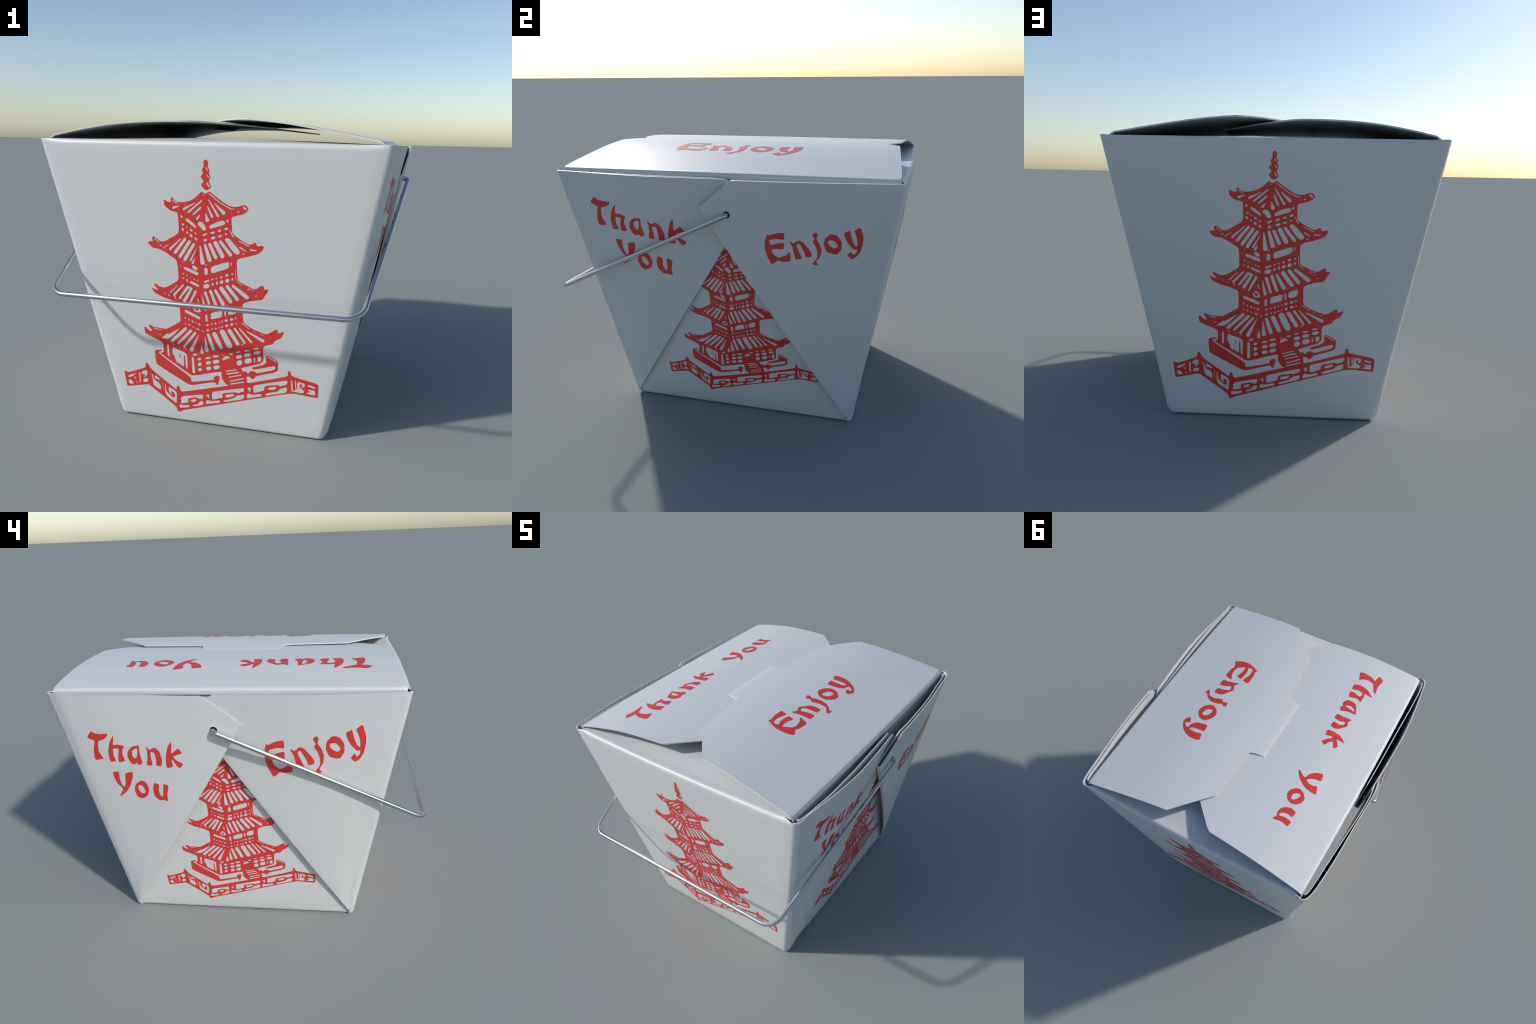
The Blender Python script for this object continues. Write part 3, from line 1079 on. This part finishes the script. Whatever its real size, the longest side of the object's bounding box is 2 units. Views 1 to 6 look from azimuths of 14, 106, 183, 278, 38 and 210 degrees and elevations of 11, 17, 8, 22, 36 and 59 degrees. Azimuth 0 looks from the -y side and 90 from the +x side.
LID_ENJOY_EDGE = [(0.66, -0.844), (0.174, -0.804), (-0.031, -0.572), (-0.049, -0.240), (-0.058, -0.200), (-0.085, -0.186),
                  (-0.155, -0.180), (-0.166, -0.170), (-0.205, -0.130), (-0.205, 0.245), (-0.166, 0.287), (-0.155, 0.294), (-0.085, 0.303),
                  (-0.060, 0.314), (-0.050, 0.345), (-0.035, 0.688), (0.175, 0.917), (0.66, 0.958)]
LID_THANKS_EDGE = [(-0.653, -0.841), (-0.125, -0.803), (-0.095, -0.786), (0.310, -0.390),
                   (0.310, 0.500), (-0.103, 0.893), (-0.130, 0.911), (-0.653, 0.953)]


class Lid:
    def __init__(self, profile, edge, ends):
        self.curve = catmull(profile, 6)
        seg = np.linalg.norm(np.diff(self.curve, axis=0), axis=1)
        self.s = np.concatenate([[0], np.cumsum(seg)])
        self.sign = 1 if profile[0][0] > 0 else -1
        s_of = self.s_at
        self.outline = ([(0.0, ends[0]), (0.02, ends[0])] + [(s_of(x), y) for x, y in edge]
                        + [(0.02, ends[1]), (0.0, ends[1])])

    def s_at(self, x):
        """Length along the flap at a given x (beyond the fold)."""
        k = int(np.argmin(np.abs(self.s - 0.045)))
        c, s = self.curve[k:], self.s[k:]
        if self.sign > 0:
            return float(np.interp(-x, -c[:, 0], s))
        return float(np.interp(x, c[:, 0], s))

    def point(self, s, y):
        crown = 0.0045 * (1 - min(1, abs(y - MID_Y) / 0.92) ** 2) * math.sin(math.pi * min(1, max(0, (s - 0.03) / 0.6)))
        # the hinge bows outwards and up a little in the middle
        hinge = (1 - min(1, abs(y - MID_Y) / 0.90) ** 2) * max(0.0, 1 - s / 0.22)
        return (np.interp(s, self.s, self.curve[:, 0]) + self.sign * 0.012 * hinge, y,
                np.interp(s, self.s, self.curve[:, 1]) + crown + 0.004 * hinge)

    def build(self, name):
        co = [tuple(map(float, p)) for p in self.outline]
        # even steps along the outline so that the edge follows the curve
        ring = []
        for i, a in enumerate(co):
            b = co[(i + 1) % len(co)]
            n = max(1, int(math.dist(a, b) / 0.03))
            ring += [(lerp(a[0], b[0], k / n), lerp(a[1], b[1], k / n)) for k in range(n)]
        ed = [(i, (i + 1) % len(ring)) for i in range(len(ring))]
        pts = list(ring)
        ss = np.unique(np.concatenate([np.linspace(0.004, 0.06, 14), np.arange(0.08, self.s[-1], 0.03)]))
        for s in ss:
            for y in np.arange(-0.86, 0.98, 0.03):
                pts.append((s, y))
        vs, _, fs, _, _, _ = delaunay_2d_cdt([Vector(p) for p in pts], ed, [], 0, 1e-6)
        v = np.array([(a.x, a.y) for a in vs])
        f = np.array([t for t in fs if len(t) == 3])
        f = f[inside(np.array(ring), v[f].mean(1))]
        used, inv = np.unique(f, return_inverse=True)
        f = inv.reshape(-1, 3)
        verts = [self.point(s, y) for s, y in v[used]]
        faces = []
        for t in f:
            a, b, c = (v[used[i]] for i in t)
            ccw = (b[0] - a[0]) * (c[1] - a[1]) - (b[1] - a[1]) * (c[0] - a[0]) > 0
            up = ccw if self.sign < 0 else not ccw
            faces.append(tuple(int(i) for i in (t if up else t[::-1])))
        return finish(name, verts, faces, WHITE, box, PAPER, 40)


lid_enjoy = Lid(LID_ENJOY_PROFILE, LID_ENJOY_EDGE, (-0.853, 0.966))
lid_thanks = Lid(LID_THANKS_PROFILE, LID_THANKS_EDGE, (-0.850, 0.963))
lid_enjoy_object = lid_enjoy.build("lid_flap")
lid_thanks_object = lid_thanks.build("lid_flap")

# ------------------------------------------------------------------ handle
def fillet(points, radii, steps=10):
    """Polyline with rounded corners."""
    p = [np.array(q, float) for q in points]
    out = [p[0]]
    for i in range(1, len(p) - 1):
        a, b, r = p[i - 1] - p[i], p[i + 1] - p[i], radii[i - 1]
        a, b = a / np.linalg.norm(a), b / np.linalg.norm(b)
        half = math.acos(max(-1, min(1, float(a @ b)))) / 2
        t = r / math.tan(half)
        centre = p[i] + (a + b) / np.linalg.norm(a + b) * (r / math.sin(half))
        u = p[i] + a * t - centre
        w = p[i] + b * t - centre
        ang = math.acos(max(-1, min(1, float(u @ w) / (r * r))))
        for k in range(steps + 1):
            q = k / steps
            out.append(centre + (math.sin((1 - q) * ang) * u + math.sin(q * ang) * w) / math.sin(ang))
    out.append(p[-1])
    return out


WIRE_R = 0.0125
path = fillet([(0.800, HOLE_Y[1], HOLE_Z), (0.882, HOLE_Y[1], HOLE_Z), (0.732, -1.0 + WIRE_R, 0.755),
               (-0.718, -1.0 + WIRE_R, 0.753), (-0.884, HOLE_Y[-1], HOLE_Z), (-0.800, HOLE_Y[-1], HOLE_Z)],
              [0.022, 0.095, 0.075, 0.022])
curve = bpy.data.curves.new("wire_handle", "CURVE")
curve.dimensions = "3D"
curve.bevel_depth = WIRE_R
curve.bevel_resolution = 6
curve.use_fill_caps = True
sp = curve.splines.new("POLY")
sp.points.add(len(path) - 1)
for pt, q in zip(sp.points, path):
    pt.co = (*map(float, q), 1.0)
tmp = bpy.data.objects.new("wire_handle", curve)
bpy.context.scene.collection.objects.link(tmp)
wire_mesh = bpy.data.meshes.new_from_object(tmp.evaluated_get(bpy.context.evaluated_depsgraph_get()))
bpy.data.objects.remove(tmp)
bpy.data.curves.remove(curve)
wire = bpy.data.objects.new("wire_handle", wire_mesh)
bpy.context.scene.collection.objects.link(wire)
wire_mesh.name = "wire_handle"
wire_mesh.materials.clear()
wire_mesh.materials.append(STEEL)
for poly in wire_mesh.polygons:
    poly.use_smooth = True
    poly.material_index = 0
wire_mesh.set_sharp_from_angle(angle=math.radians(50))
wire.parent = box

# ------------------------------------------------------------------ prints on the box
tower = pagoda()
THANK = ["T", "h", "a", "a_hole", "n", "k"]
YOU = ["Y", "o", "o_hole", "u"]
ENJOY = ["E", "n", "j", "o", "o_hole", "y"]


def on_back(u, w):
    x, z = -(0.996 * u + 0.0005), 0.997 * w + 0.0046
    return x, wall_y(1, x, z), z


def on_front(u, w):
    x, z = 0.9805 * u + 0.0005, 1.0224 * w - 0.0457
    return x, wall_y(-1, x, z), z


def on_side(side):
    a, b, c, d = (0.883, 0.0285, 0.826, 0.028) if side > 0 else (0.866, -0.003, 0.858, -0.002)

    def f(u, w):
        y, z = MID_Y + side * (a * u + b), c * w + d
        return side * side_x(y, z), y, z
    return f


print_on("pagoda_print", tower, with_normal(on_back, (0, 1, 0)), back_wall)
print_on("pagoda_print", tower, with_normal(on_front, (0, -1, 0)), front_wall)
for s in (1, -1):
    print_on("pagoda_print", tower, with_normal(on_side(s), (s, 0, 0)), side_walls[s])


def on_gusset(side, end, affine):
    g = gussets[(side, end)]
    (a, b, c), (d, e, f) = affine

    def point(h, z):
        h, z = a * h + b * z + c, d * h + e * z + f
        y = MID_Y + side * h
        return side * g.x_at(y, z), y, z
    return with_normal(point, (side, 0, 0))


SAME = ((1, 0, 0), (0, 1, 0))
THANKS_SHIFT = ((1.040, -0.0634, 0.1044), (-0.1234, 0.9341, 0.0658))
ENJOY_SHIFT = ((1.054, -0.0904, 0.047), (0.0868, 1.2091, -0.2673))
thank_side, you_side = word(SIDE_THANK_YOU, THANK), word(SIDE_THANK_YOU, YOU)
enjoy_side = word(SIDE_ENJOY, ENJOY)
for s, end, fit in ((-1, 1, SAME), (1, -1, THANKS_SHIFT)):
    for flat in (thank_side, you_side):
        print_on("printed_word", flat, on_gusset(s, end, fit), gusset_objects[(s, end)])
for s, end, fit in ((1, 1, SAME), (-1, -1, ENJOY_SHIFT)):
    print_on("printed_word", enjoy_side, on_gusset(s, end, fit), gusset_objects[(s, end)])


def on_lid(lid):
    def point(a, b):
        return lid.point(lid.s_at(-b), MID_Y + a)
    return with_normal(point, (0, 0, 1))


print_on("printed_word", word(LID_ENJOY, ENJOY), on_lid(lid_enjoy), lid_enjoy_object)
for names in (THANK, YOU):
    print_on("printed_word", word(LID_THANK_YOU, names), on_lid(lid_thanks), lid_thanks_object)
